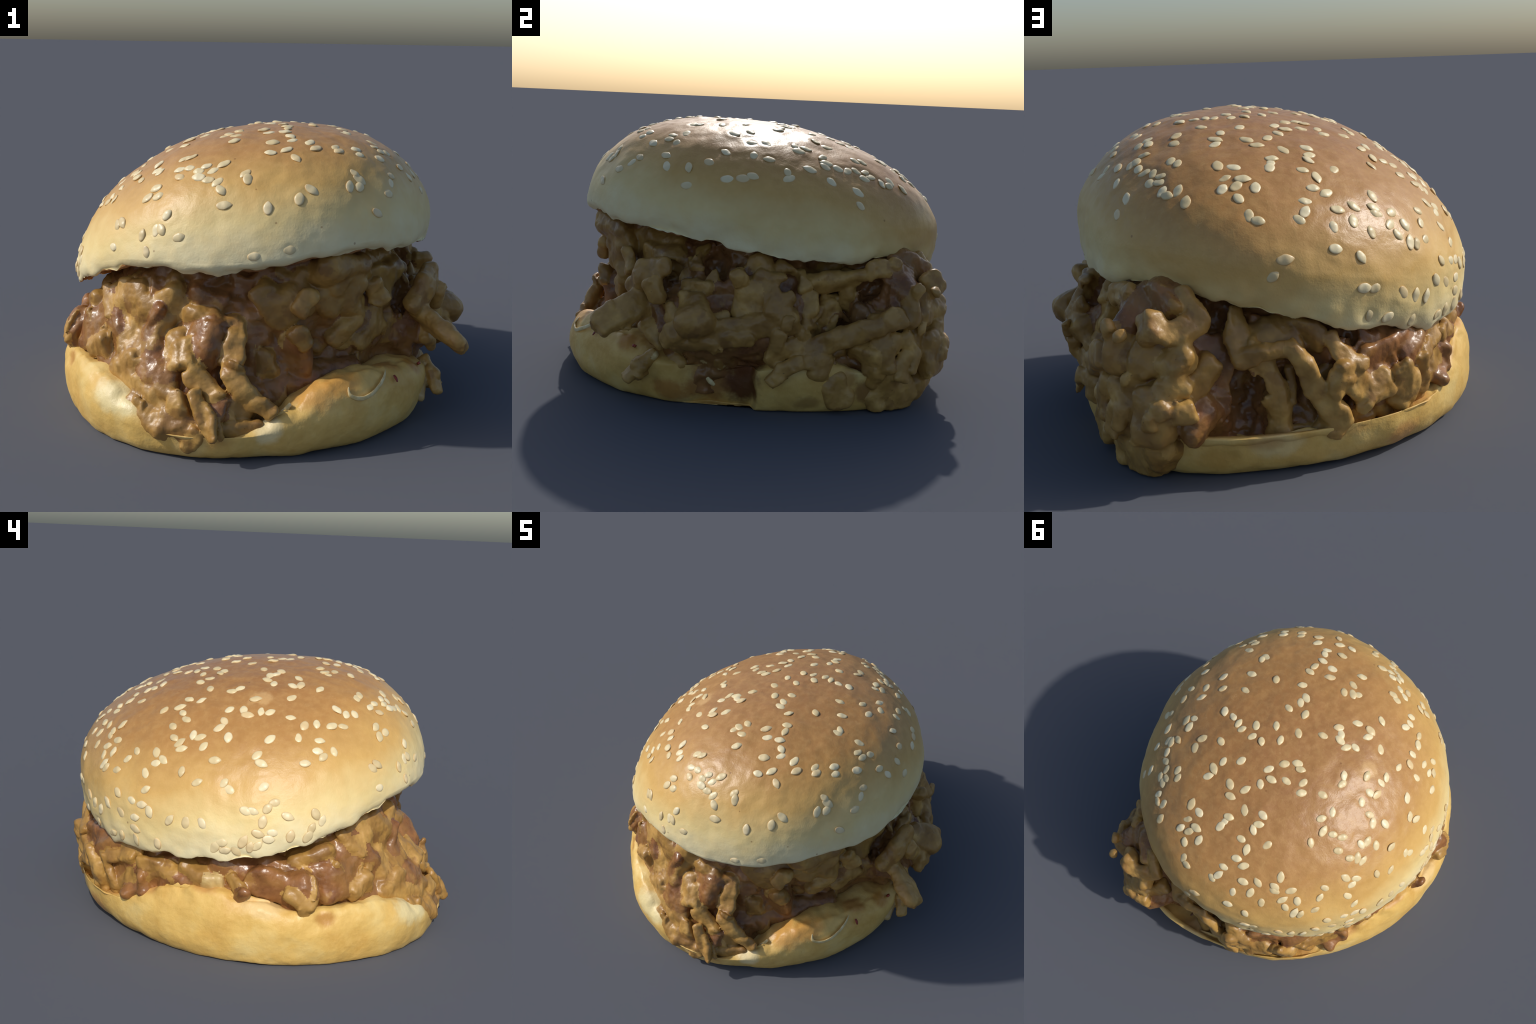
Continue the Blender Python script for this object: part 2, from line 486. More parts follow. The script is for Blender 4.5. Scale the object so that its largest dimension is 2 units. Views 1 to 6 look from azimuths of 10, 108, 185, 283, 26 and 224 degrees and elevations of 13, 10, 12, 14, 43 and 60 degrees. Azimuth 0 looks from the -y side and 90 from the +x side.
# puffy unevenness, knobbly cut edge, dimples and the little collars round the seeds
side = np.zeros(len(crust))
k = np.arange(len(crust)) // COLS
side[:] = np.clip((k - 199) / 55, 0, 1) * (k < n_crust)
push = .007 * noise(crust * 3.1, 5) + .006 * noise(crust * 8, 6) + .0022 * noise(crust * 21, 8)
push += side * (.017 * noise(crust * 7.5, 7) + .014 * noise(crust * 15, 9))
near = np.full(len(crust), 9.0)
for c in range(0, len(crust), 20000):
    near[c:c + 20000] = np.sqrt(((crust[c:c + 20000, None] - seed_points[None]) ** 2).sum(2)).min(1)
push += (.0008 * np.exp(-((near - .035) / .014) ** 2) - .005 - .0015 * np.exp(-(near / .02) ** 2)) * (k < n_crust)
for az, z, r, amount, width in CROWN_DENTS:
    push -= amount * np.exp(-((crust - cyl(az, z, r)) ** 2).sum(1) / width ** 2)
push[k >= n_crust] *= 0
under = k >= n_crust
push[under] = .008 * noise(crust[under] * 14, 3)
seed_lift = [push[np.argmin(((crust - q) ** 2).sum(1))] for q in seed_points]
crust = crust + nrm * push[:, None]
edge_wave = np.exp(-((k - n_crust + 1) / 10.0) ** 2) * (.017 * noise(crust * 11, 21) + .007 * noise(crust * 33, 22))
crust[:, 2] += edge_wave
crust[:COLS] = crust[COLS:2 * COLS].mean(0)
me = new_mesh('top_bun', crust, faces)
me.materials.append(crown_material())
me.materials.append(crumb_material())
row = np.arange(len(me.polygons)) // COLS if len(me.polygons) == len(faces) else None
if row is not None:
    me.polygons.foreach_set('material_index', (row >= n_crust - 1).astype(np.int32))
top_bun = new_object('top_bun', me, burger)


# sesame seeds: flat drops, three shapes, shared by all
def seed_mesh(name, length, width, thick, point):
    u = np.linspace(0, 2 * math.pi, 20, endpoint=False)
    v = []
    for a in np.linspace(-math.pi / 2, math.pi / 2, 13):
        x = math.sin(a)
        taper = 1 - point * max(0, x) ** 1.5
        v.append(np.stack([np.full(20, x * length / 2), np.cos(u) * math.cos(a) * width / 2 * taper,
                           np.sin(u) * math.cos(a) * thick / 2 * taper], -1))
    v = np.concatenate(v)
    v[:, 2] += .0012 * np.sin(v[:, 0] * 160)
    return new_mesh(name, v, grid_faces(13, 20)[:, ::-1])


hull = seed_material()
shapes = [seed_mesh('sesame_seed', .053, .035, .013, .42), seed_mesh('sesame_seed', .056, .034, .012, .5), seed_mesh('sesame_seed', .049, .035, .014, .3)]
for m in shapes:
    m.materials.append(hull)
for i, (p, u, v, n, turn) in enumerate(seed_frames[:300]):
    turn += RNG.normal(0, .08)
    d = u * math.cos(turn) + v * math.sin(turn)
    tilt = RNG.normal(0, .07)
    n2 = n * math.cos(tilt) + np.cross(d, n) * math.sin(tilt)
    e = np.cross(n2, d)
    s = RNG.uniform(.96, 1.18)
    thick = RNG.uniform(.8, 1.15)
    c = p + n * (seed_lift[i] + .0008 + RNG.uniform(-.002, .0025))
    o = new_object('sesame_seed', shapes[i % 3], top_bun)
    M = Matrix(((d[0] * s, e[0] * s, n2[0] * thick, c[0]), (d[1] * s, e[1] * s, n2[1] * thick, c[1]),
                (d[2] * s, e[2] * s, n2[2] * thick, c[2]), (0, 0, 0, 1)))
    o.matrix_world = M

# ------------------------------------------------------------------ bottom bun
HEEL_AXIS = [0.007828, -0.009297]
HEEL_R = [0.8601, -0.07223, -0.0239, -0.05416, 0.01632, -0.005328, -0.01605, 0.001025, -0.01198, 0.002005, -0.002847, 0.00121, 0.008022]
HEEL_MID = [0.1514, 0.012, 0.02946, 0.01734, -0.002301]
HEEL_FOOT = [0.0668, -0.000873, 0.015, -0.003786, -0.0217]
HEEL_RIM = [0.2018, -0.01058, -0.02627, 0.05716, -0.004613, -0.04253, -0.02308, -0.02582, 0.001143, -0.01307, 0.02159, 0.006337, -0.02152, -0.004689, -0.01316]
HEEL_TUCK = [0.05876, 0.01656, -0.01687, 0.014, -0.00921]


def heel(t, s):
    """Crust of the base: s = -1 at the foot, 0 at the widest line, 1 at the rim, 2 in the middle of the cut face."""
    R, ze = fourier(HEEL_R, t), fourier(HEEL_MID, t)
    tb, zt, tr = fourier(HEEL_FOOT, t), fourier(HEEL_RIM, t), fourier(HEEL_TUCK, t)
    a = min(abs(s), 1) * math.pi / 2
    if s < 0:
        r, z = R - tb * (1 - math.cos(a)), ze * (1 - math.sin(a))
    else:
        r, z = R - tr * (1 - math.cos(a)), ze + (zt - ze) * math.sin(a)
    if s > 1:
        q = s - 1
        r = r * (1 - q)
        z = z - (z - .07) * np.clip(q / .5, 0, 1) ** 1.6 + .008 * np.sin(np.minimum(q * 9, math.pi))
    return np.stack([HEEL_AXIS[0] + r * np.cos(t), HEEL_AXIS[1] + r * np.sin(t), z], -1)


HC = 480
th = np.linspace(0, 2 * math.pi, HC, endpoint=False)
foot = heel(th, -1)
rows = [np.stack([foot[:, 0] * q, foot[:, 1] * q, foot[:, 2] * 0], -1) for q in (.01, .4, .8, .95)]
rows += [heel(th, s) for s in np.linspace(-1, 1, 74)]
rows += [heel(th, 1 + q) for q in (.02, .04, .06, .08, .1, .13, .16, .2, .26, .33, .45, .65, .99)]
body = np.concatenate(rows)
faces = grid_faces(len(rows), HC)
nrm = vertex_normals(body, faces)
if (nrm[HC * 40:HC * 41] * body[HC * 40:HC * 41] * [1, 1, 0]).sum() < 0:
    faces = np.ascontiguousarray(faces[:, ::-1])
    nrm = -nrm
k = np.arange(len(body)) // HC
free = np.clip((k - 4) / 8, 0, 1)
push = free * (.010 * noise(body * 4.2, 31) + .006 * noise(body * 10, 32) + .0016 * noise(body * 34, 33))
high = np.clip((k - 45) / 30, 0, 1)
push += high * (.016 * noise(body * 11, 34) + .008 * noise(body * 26, 35))
for az, z, r, amount, width, tall in HEEL_LUMPS:
    c = cyl(az, z, r)
    g = ((body[:, :2] - c[:2]) ** 2).sum(1) / width ** 2 + (body[:, 2] - z) ** 2 / tall ** 2
    push += free * amount * np.exp(-g)
az = np.degrees(np.arctan2(body[:, 1], body[:, 0])) % 360
for start, end, depth in HEEL_STEPS:
    # a torn-out stretch of crust: sets in gently, ends in a sharp step
    u = (az - start + 180) % 360 - 180
    w = np.clip(u / 16, 0, 1) * np.clip(((end - start) % 360 - u + 2.2 * noise(body * [5, 5, 9], 37)) / 1.6, 0, 1)
    w = w * w * (3 - 2 * w) * np.clip((k - 2) / 6, .25, 1) * (k < len(rows) - 3)
    body[:, :2] *= 1 - (depth * w / np.maximum(np.hypot(body[:, 0], body[:, 1]), .2))[:, None]
body = body + nrm * push[:, None]
foot_line = (k >= 4) & (k < 12)
body[foot_line, 2] += np.maximum(0, .012 * noise(body[foot_line] * [6, 6, 0] + 3.3, 36)) * 1.0
body[:, 2] = np.maximum(body[:, 2], 0)
me = new_mesh('bottom_bun', body, faces)
me.materials.append(heel_material())
bottom_bun = new_object('bottom_bun', me, burger)

# ------------------------------------------------------------------ filling
CORE_AZ = [0, 15, 30, 45, 53, 60, 75, 90, 105, 120, 135, 150, 180, 200, 220, 240, 255, 270, 285, 300, 330, 345, 360]
CORE_Z = [0.08, 0.20, 0.32, 0.44, 0.56, 0.70]
CORE_R = np.array([
    [.66, .68, .78, .74, .62, .50],
    [.58, .66, .78, .66, .66, .60],
    [.62, .69, .74, .76, .68, .56],
    [.68, .70, .63, .65, .60, .54],
    [.74, .76, .68, .65, .59, .55],
    [.82, .87, .86, .90, .87, .66],
    [.86, .92, .91, .92, .88, .71],
    [.80, .83, .82, .78, .73, .60],
    [.78, .77, .76, .78, .72, .58],
    [.76, .80, .83, .81, .70, .55],
    [.75, .79, .82, .80, .71, .60],
    [.74, .78, .80, .73, .69, .58],
    [.76, .78, .78, .70, .65, .58],
    [.76, .79, .80, .71, .66, .60],
    [.78, .80, .82, .79, .74, .66],
    [.82, .83, .82, .75, .75, .68],
    [.88, .88, .82, .70, .72, .66],
    [.88, .84, .74, .71, .67, .61],
    [.76, .72, .67, .66, .66, .63],
    [.60, .61, .59, .61, .64, .65],
    [.55, .58, .60, .61, .58, .54],
    [.62, .70, .74, .74, .60, .52],
    [.66, .68, .78, .74, .62, .50]])


def core_radius(az, z):
    """Distance of the meat core's skin from the axis, blended from the table above."""
    a = np.degrees(az) % 360
    i = np.clip(np.searchsorted(CORE_AZ, a, side='right') - 1, 0, len(CORE_AZ) - 2)
    A = np.array(CORE_AZ, float)
    u = (a - A[i]) / (A[i + 1] - A[i])
    u = u * u * (3 - 2 * u)
    Z = np.array(CORE_Z)
    zc = np.clip(z, Z[0], Z[-1])
    j = np.clip(np.searchsorted(Z, zc, side='right') - 1, 0, len(Z) - 2)
    v = (zc - Z[j]) / (Z[j + 1] - Z[j])
    lo = CORE_R[i, j] * (1 - v) + CORE_R[i, j + 1] * v
    hi = CORE_R[i + 1, j] * (1 - v) + CORE_R[i + 1, j + 1] * v
    return lo * (1 - u) + hi * u


OCHRE, TAN, BROWN, DARK, PALE = range(5)
PIECES, HOLLOWS = [], []


def shred(tone, path, radii, flat=1.0):
    """One picked piece of meat: spine points (azimuth deg, height, distance from the axis) and its half-thickness along it."""
    PIECES.append((tone, np.array([cyl(*p) for p in path]), np.array(radii, float), flat))


def hollow(place, radius):
    HOLLOWS.append((cyl(*place), radius))


shred(OCHRE, [(230.6, 0.577, 0.762), (231.6, 0.523, 0.775), (234.1, 0.454, 0.776), (236.4, 0.394, 0.798), (236.8, 0.35, 0.829), (241, 0.307, 0.858)], [0.031, 0.035, 0.04, 0.04, 0.031, 0.017])
shred(BROWN, [(193, 0.356, 0.796), (206, 0.32, 0.839), (206.2, 0.255, 0.835)], [0.047, 0.064, 0.053])
shred(BROWN, [(223.7, 0.373, 0.79), (224.1, 0.34, 0.799)], [0.061, 0.061])
shred(OCHRE, [(227.7, 0.326, 0.846), (223.5, 0.304, 0.854)], [0.042, 0.032])
shred(OCHRE, [(221.2, 0.547, 0.79), (224.5, 0.489, 0.812), (227.1, 0.446, 0.825)], [0.021, 0.02, 0.015])
shred(TAN, [(214.2, 0.531, 0.733), (222.3, 0.461, 0.754)], [0.036, 0.036])
shred(OCHRE, [(248, 0.542, 0.714), (250.5, 0.503, 0.709)], [0.06, 0.05])
shred(BROWN, [(246.2, 0.524, 0.765), (243.8, 0.455, 0.763), (244, 0.393, 0.771), (245.4, 0.357, 0.796)], [0.027, 0.037, 0.064, 0.061])
shred(BROWN, [(248, 0.297, 0.824), (252.4, 0.279, 0.839)], [0.067, 0.063])
shred(BROWN, [(259.5, 0.406, 0.718), (259.7, 0.371, 0.753)], [0.09, 0.083])
shred(TAN, [(257.1, 0.489, 0.72), (261, 0.484, 0.721)], [0.046, 0.039])
shred(OCHRE, [(252.8, 0.422, 0.777), (253.4, 0.373, 0.82), (255.3, 0.338, 0.857)], [0.03, 0.033, 0.029])
shred(OCHRE, [(256.3, 0.403, 0.805), (257.9, 0.36, 0.838)], [0.026, 0.032])
shred(OCHRE, [(260.6, 0.308, 0.85), (264.1, 0.275, 0.852), (266.3, 0.245, 0.866)], [0.039, 0.032, 0.029])
shred(OCHRE, [(251.1, 0.194, 0.89), (252.4, 0.158, 0.891)], [0.04, 0.043])
shred(OCHRE, [(257.5, 0.231, 0.91), (258.7, 0.175, 0.92), (258.5, 0.12, 0.925)], [0.026, 0.031, 0.027])
shred(OCHRE, [(262.6, 0.248, 0.908), (264.4, 0.184, 0.935), (266.4, 0.136, 0.946), (267.7, 0.105, 0.96)], [0.022, 0.024, 0.022, 0.014])
shred(BROWN, [(267.2, 0.203, 0.872), (267, 0.183, 0.88)], [0.036, 0.036])
shred(BROWN, [(259.4, 0.195, 0.875), (261, 0.131, 0.877)], [0.033, 0.033])
shred(OCHRE, [(263, 0.099, 0.943), (261.8, 0.065, 0.949), (260.9, 0.047, 0.953)], [0.029, 0.025, 0.019])
shred(TAN, [(270.7, 0.173, 0.84), (273, 0.158, 0.84)], [0.046, 0.039])
shred(OCHRE, [(244.3, 0.314, 0.862), (244.5, 0.265, 0.874)], [0.023, 0.019])
shred(BROWN, [(217.2, 0.2, 0.808), (227.3, 0.209, 0.818)], [0.029, 0.028])
shred(OCHRE, [(236, 0.259, 0.832), (233.9, 0.215, 0.831)], [0.028, 0.028])
shred(TAN, [(278.4, 0.343, 0.696), (278.9, 0.3, 0.704)], [0.036, 0.04])
shred(BROWN, [(286.9, 0.361, 0.63), (288.5, 0.325, 0.63)], [0.081, 0.074])
shred(TAN, [(289.4, 0.432, 0.708), (290.7, 0.409, 0.71)], [0.039, 0.03])
shred(OCHRE, [(202.7, 0.32, 0.876), (207.9, 0.287, 0.889)], [0.029, 0.03])
shred(BROWN, [(256.2, 0.571, 0.687), (262.8, 0.547, 0.673)], [0.046, 0.04])
shred(TAN, [(238.1, 0.561, 0.727), (236, 0.522, 0.734)], [0.041, 0.034])
shred(TAN, [(246.6, 0.612, 0.691), (248.5, 0.584, 0.704)], [0.04, 0.033])
shred(TAN, [(254.2, 0.244, 0.893), (248.2, 0.245, 0.882)], [0.029, 0.027])
shred(TAN, [(278.1, 0.592, 0.661), (283.9, 0.54, 0.65), (290.4, 0.574, 0.645)], [0.043, 0.065, 0.061])
shred(TAN, [(299.2, 0.585, 0.634), (301.9, 0.562, 0.629)], [0.062, 0.066])
shred(TAN, [(310.3, 0.556, 0.619), (313.9, 0.53, 0.611)], [0.06, 0.056])
shred(TAN, [(330, 0.549, 0.548), (340.3, 0.558, 0.568)], [0.09, 0.084])
shred(TAN, [(322.9, 0.636, 0.531), (339.3, 0.622, 0.526)], [0.069, 0.068])
shred(TAN, [(293.9, 0.644, 0.61), (305.4, 0.647, 0.604)], [0.058, 0.059])
shred(TAN, [(284, 0.649, 0.618), (287.9, 0.631, 0.622)], [0.043, 0.043])
shred(OCHRE, [(303.4, 0.471, 0.603), (311.1, 0.458, 0.592), (318.3, 0.453, 0.592)], [0.033, 0.042, 0.038])
shred(OCHRE, [(325.6, 0.463, 0.608), (324.1, 0.406, 0.607), (318.9, 0.35, 0.609)], [0.039, 0.043, 0.031])
shred(TAN, [(333.2, 0.414, 0.618), (332.7, 0.345, 0.609)], [0.024, 0.022])
shred(TAN, [(303.4, 0.406, 0.581), (298.7, 0.36, 0.584)], [0.045, 0.034])
shred(OCHRE, [(312.9, 0.377, 0.593), (311.7, 0.346, 0.591)], [0.027, 0.023])
shred(BROWN, [(8.3, 0.571, 0.569), (1.7, 0.558, 0.56)], [0.042, 0.038])
shred(OCHRE, [(14, 0.602, 0.627), (13.7, 0.58, 0.635)], [0.026, 0.026])
shred(TAN, [(284.6, 0.232, 0.642), (288.4, 0.213, 0.645)], [0.033, 0.022])
shred(TAN, [(299.4, 0.69, 0.684), (310, 0.689, 0.631)], [0.069, 0.06])
shred(OCHRE, [(292.6, 0.593, 0.716), (289.6, 0.548, 0.72)], [0.031, 0.033])
shred(TAN, [(306, 0.632, 0.658), (310.1, 0.596, 0.648), (314.9, 0.629, 0.632)], [0.057, 0.053, 0.044])
shred(OCHRE, [(319.9, 0.596, 0.659), (323.7, 0.536, 0.662)], [0.029, 0.028])
shred(OCHRE, [(311.4, 0.453, 0.636), (305.2, 0.395, 0.627)], [0.038, 0.038])
shred(TAN, [(316, 0.641, 0.566), (323.2, 0.639, 0.544)], [0.059, 0.051])
shred(DARK, [(325.7, 0.595, 0.478), (340.8, 0.608, 0.481)], [0.066, 0.058])
shred(TAN, [(357.2, 0.6, 0.596), (356.9, 0.636, 0.565), (0.7, 0.655, 0.55)], [0.026, 0.028, 0.025])
shred(OCHRE, [(6, 0.574, 0.633), (4.4, 0.547, 0.651)], [0.027, 0.024])
shred(OCHRE, [(21.7, 0.615, 0.646), (22.7, 0.591, 0.667)], [0.05, 0.044])
shred(OCHRE, [(20.7, 0.484, 0.677), (19.9, 0.439, 0.684)], [0.074, 0.067])
shred(TAN, [(21.7, 0.557, 0.698), (26.3, 0.543, 0.708), (27.8, 0.499, 0.739), (26.7, 0.445, 0.773)], [0.04, 0.05, 0.05, 0.04])
shred(OCHRE, [(29.7, 0.613, 0.653), (33, 0.582, 0.67), (30.4, 0.554, 0.702)], [0.028, 0.032, 0.028])
shred(OCHRE, [(354.1, 0.514, 0.671), (359.2, 0.505, 0.678), (2.8, 0.51, 0.679)], [0.027, 0.034, 0.027])
shred(OCHRE, [(358.5, 0.434, 0.761), (2.1, 0.417, 0.761)], [0.027, 0.03])
shred(OCHRE, [(7.8, 0.408, 0.741), (10.2, 0.407, 0.725)], [0.023, 0.028])
shred(OCHRE, [(356.4, 0.471, 0.735), (357.6, 0.418, 0.774)], [0.017, 0.017])
shred(OCHRE, [(359.8, 0.381, 0.798), (357.1, 0.344, 0.805), (354.1, 0.304, 0.805)], [0.041, 0.044, 0.027])
shred(OCHRE, [(343.3, 0.339, 0.749), (346.1, 0.317, 0.756), (349, 0.281, 0.75)], [0.035, 0.031, 0.028])
shred(OCHRE, [(351.9, 0.433, 0.753), (353.5, 0.401, 0.755), (354.8, 0.393, 0.76)], [0.024, 0.03, 0.027])
shred(TAN, [(0.9, 0.301, 0.784), (6.3, 0.343, 0.785), (12.1, 0.333, 0.786), (18.9, 0.328, 0.788)], [0.025, 0.028, 0.028, 0.025])
shred(TAN, [(356.3, 0.268, 0.779), (3.1, 0.297, 0.802), (8.5, 0.3, 0.806)], [0.02, 0.023, 0.02])
shred(PALE, [(336.6, 0.098, 0.769), (341.3, 0.151, 0.757), (345.9, 0.209, 0.75)], [0.023, 0.023, 0.018])
shred(OCHRE, [(342.6, 0.095, 0.731), (348, 0.136, 0.716), (353.1, 0.181, 0.71)], [0.027, 0.031, 0.028])
shred(PALE, [(1.7, 0.191, 0.664), (5.6, 0.181, 0.651), (9.2, 0.196, 0.651), (12.1, 0.184, 0.64)], [0.018, 0.021, 0.018, 0.015])
shred(PALE, [(345.4, 0.197, 0.723), (346.6, 0.152, 0.722)], [0.014, 0.013])
shred(OCHRE, [(27.7, 0.346, 0.785), (26.9, 0.286, 0.77)], [0.026, 0.023])
shred(BROWN, [(8.2, 0.457, 0.646), (6.9, 0.347, 0.727)], [0.068, 0.061])
shred(TAN, [(55.4, 0.571, 0.592), (50, 0.507, 0.545), (42.5, 0.454, 0.582), (34.3, 0.413, 0.672)], [0.057, 0.074, 0.07, 0.055])
shred(OCHRE, [(47.3, 0.472, 0.658), (52.3, 0.463, 0.659), (54.5, 0.452, 0.695)], [0.024, 0.026, 0.022])
shred(OCHRE, [(56.2, 0.552, 0.701), (56, 0.497, 0.716)], [0.044, 0.041])
shred(OCHRE, [(49.3, 0.439, 0.683), (45.3, 0.416, 0.683)], [0.038, 0.031])
shred(TAN, [(30.1, 0.427, 0.813), (29.9, 0.391, 0.808)], [0.018, 0.017])
shred(OCHRE, [(40, 0.306, 0.695), (36.9, 0.285, 0.727), (32.9, 0.267, 0.754)], [0.037, 0.034, 0.024])
shred(TAN, [(46.5, 0.29, 0.673), (47.9, 0.262, 0.698)], [0.053, 0.057])
shred(BROWN, [(50.8, 0.357, 0.683), (53.8, 0.33, 0.699)], [0.057, 0.06])
shred(TAN, [(37.6, 0.371, 0.72), (43.7, 0.342, 0.661)], [0.031, 0.034])
shred(OCHRE, [(55.3, 0.275, 0.792), (57, 0.259, 0.85)], [0.05, 0.049])
shred(TAN, [(57.4, 0.415, 0.865), (58.3, 0.343, 0.881), (58.9, 0.283, 0.897), (59, 0.227, 0.908)], [0.031, 0.036, 0.034, 0.031])
shred(OCHRE, [(58.1, 0.436, 0.923), (58.5, 0.417, 0.933)], [0.027, 0.028])
shred(BROWN, [(72.1, 0.612, 0.801), (75.5, 0.588, 0.832)], [0.061, 0.062])
shred(OCHRE, [(64.3, 0.64, 0.839), (64.7, 0.635, 0.848)], [0.025, 0.022])
shred(OCHRE, [(58.6, 0.609, 0.796), (61.4, 0.618, 0.809)], [0.037, 0.034])
shred(TAN, [(74, 0.478, 0.905), (74, 0.442, 0.916)], [0.058, 0.054])
shred(OCHRE, [(64.6, 0.546, 0.969), (64.9, 0.536, 0.972)], [0.022, 0.022])
shred(OCHRE, [(64.1, 0.343, 0.937), (66, 0.284, 0.938), (63.2, 0.232, 0.931), (63, 0.183, 0.925)], [0.025, 0.032, 0.03, 0.031])
shred(OCHRE, [(66.7, 0.26, 0.957), (65.1, 0.206, 0.955)], [0.025, 0.024])
shred(TAN, [(74, 0.287, 0.955), (74, 0.219, 0.964)], [0.058, 0.061])
shred(OCHRE, [(74, 0.156, 0.938), (74, 0.137, 0.93)], [0.039, 0.036])
shred(TAN, [(74, 0.341, 0.902), (74, 0.358, 0.875)], [0.045, 0.039])
shred(OCHRE, [(67, 0.072, 0.851), (68.8, 0.092, 0.869)], [0.071, 0.058])
shred(TAN, [(64.9, 0.022, 0.845), (69.4, 0.023, 0.863)], [0.055, 0.049])
shred(TAN, [(74, 0.112, 0.904), (74, 0.074, 0.864)], [0.052, 0.046])
shred(TAN, [(56.5, 0.2, 0.841), (58.1, 0.188, 0.869), (57.7, 0.141, 0.85)], [0.031, 0.034, 0.028])
shred(OCHRE, [(25.3, 0.151, 0.779), (28.8, 0.193, 0.782), (33.7, 0.237, 0.794), (41.4, 0.247, 0.774)], [0.018, 0.022, 0.022, 0.018])
shred(DARK, [(57.2, 0.43, 0.788), (56.8, 0.384, 0.768)], [0.044, 0.038])
shred(TAN, [(2, 0.407, 0.806), (1.4, 0.43, 0.756)], [0.069, 0.065])
shred(OCHRE, [(14.5, 0.575, 0.721), (14.5, 0.579, 0.691)], [0.033, 0.029])
shred(TAN, [(5, 0.341, 0.789), (31.8, 0.403, 0.756)], [0.046, 0.042])
shred(OCHRE, [(35.7, 0.574, 0.666), (36.8, 0.539, 0.685)], [0.034, 0.027])
shred(OCHRE, [(39, 0.482, 0.689), (39.1, 0.444, 0.704)], [0.034, 0.037])
shred(OCHRE, [(39.7, 0.538, 0.64), (62, 0.597, 0.827)], [0.041, 0.031])
shred(BROWN, [(68.9, 0.624, 0.813), (67, 0.585, 0.855), (65.6, 0.533, 0.898)], [0.042, 0.048, 0.045])
shred(OCHRE, [(73.8, 0.567, 0.946), (74.5, 0.543, 0.961)], [0.047, 0.046])
shred(OCHRE, [(77.6, 0.533, 0.95), (80.4, 0.533, 0.911), (82.1, 0.559, 0.877), (80.4, 0.603, 0.855), (78.2, 0.634, 0.845)], [0.029, 0.035, 0.036, 0.034, 0.032])
shred(TAN, [(74.2, 0.615, 0.838), (76.2, 0.589, 0.868)], [0.039, 0.035])
shred(OCHRE, [(78.4, 0.492, 0.912), (78.4, 0.45, 0.921), (78, 0.433, 0.933)], [0.044, 0.05, 0.044])
shred(TAN, [(65.4, 0.49, 0.914), (66, 0.448, 0.925)], [0.051, 0.054])
shred(OCHRE, [(69, 0.536, 1.006), (69.2, 0.529, 1.009)], [0.017, 0.017])
shred(TAN, [(72.6, 0.469, 0.924), (71.1, 0.42, 0.935)], [0.047, 0.042])
shred(OCHRE, [(79.3, 0.368, 0.945), (77.6, 0.349, 0.955), (76.7, 0.337, 0.967)], [0.038, 0.041, 0.032])
shred(TAN, [(84.2, 0.403, 0.86), (82.2, 0.36, 0.888), (80.4, 0.327, 0.915)], [0.036, 0.037, 0.03])
shred(TAN, [(68.2, 0.351, 0.898), (66.7, 0.272, 0.892)], [0.061, 0.059])
shred(OCHRE, [(76.5, 0.298, 1.001), (77.1, 0.285, 1.003)], [0.029, 0.026])
shred(OCHRE, [(74.7, 0.26, 1.015), (74.6, 0.24, 1.014)], [0.021, 0.024])
shred(OCHRE, [(65.3, 0.176, 0.857), (64, 0.099, 0.808), (69.5, 0.071, 0.843)], [0.076, 0.09, 0.063])
shred(BROWN, [(81.7, 0.244, 0.882), (80, 0.214, 0.902)], [0.06, 0.057])
shred(OCHRE, [(80.2, 0.276, 0.969), (81.2, 0.283, 0.959)], [0.032, 0.032])
shred(OCHRE, [(61.4, 0.329, 0.911), (60.6, 0.306, 0.913)], [0.037, 0.031])
shred(OCHRE, [(42.5, 0.238, 0.772), (40.9, 0.191, 0.772)], [0.037, 0.041])
shred(TAN, [(60.3, 0.428, 0.933), (35.9, 0.266, 0.737)], [0.037, 0.038])
shred(OCHRE, [(31.6, 0.295, 0.752), (27.2, 0.242, 0.748)], [0.032, 0.036])
shred(OCHRE, [(35.4, 0.35, 0.752), (36.5, 0.339, 0.741)], [0.024, 0.022])
shred(OCHRE, [(47.1, 0.129, 0.761), (48.7, 0.083, 0.765)], [0.051, 0.054])
shred(OCHRE, [(59.7, 0.077, 0.842), (61.1, 0.029, 0.837)], [0.032, 0.039])
shred(TAN, [(64.1, 0, 0.811), (70.1, 0.018, 0.832)], [0.059, 0.054])
shred(BROWN, [(75.7, 0.161, 0.876), (77.6, 0.194, 0.887)], [0.037, 0.037])
shred(TAN, [(86.5, 0.317, 0.804), (88.1, 0.272, 0.797)], [0.03, 0.034])
shred(TAN, [(91, 0.249, 0.75), (92.9, 0.253, 0.747)], [0.028, 0.025])
shred(TAN, [(90, 0.568, 0.781), (90.4, 0.508, 0.805), (91, 0.451, 0.825), (91.3, 0.413, 0.845)], [0.023, 0.028, 0.031, 0.026])
shred(TAN, [(94.2, 0.464, 0.781), (97.7, 0.464, 0.774), (101.7, 0.477, 0.769)], [0.052, 0.06, 0.058])
shred(TAN, [(92.2, 0.423, 0.85), (96.8, 0.434, 0.849), (102.1, 0.446, 0.846)], [0.026, 0.023, 0.022])
shred(OCHRE, [(103.2, 0.452, 0.854), (106, 0.383, 0.848), (108.4, 0.305, 0.843), (111.2, 0.244, 0.851), (113.6, 0.183, 0.851)], [0.02, 0.025, 0.029, 0.034, 0.037])
shred(OCHRE, [(112.2, 0.164, 0.817), (113.4, 0.154, 0.822)], [0.048, 0.043])
shred(OCHRE, [(95.8, 0.375, 0.805), (97.5, 0.301, 0.802), (99.2, 0.223, 0.797), (99.6, 0.15, 0.8)], [0.039, 0.043, 0.045, 0.04])
shred(TAN, [(103.9, 0.295, 0.739), (105.2, 0.222, 0.734), (106.6, 0.148, 0.746)], [0.038, 0.049, 0.044])
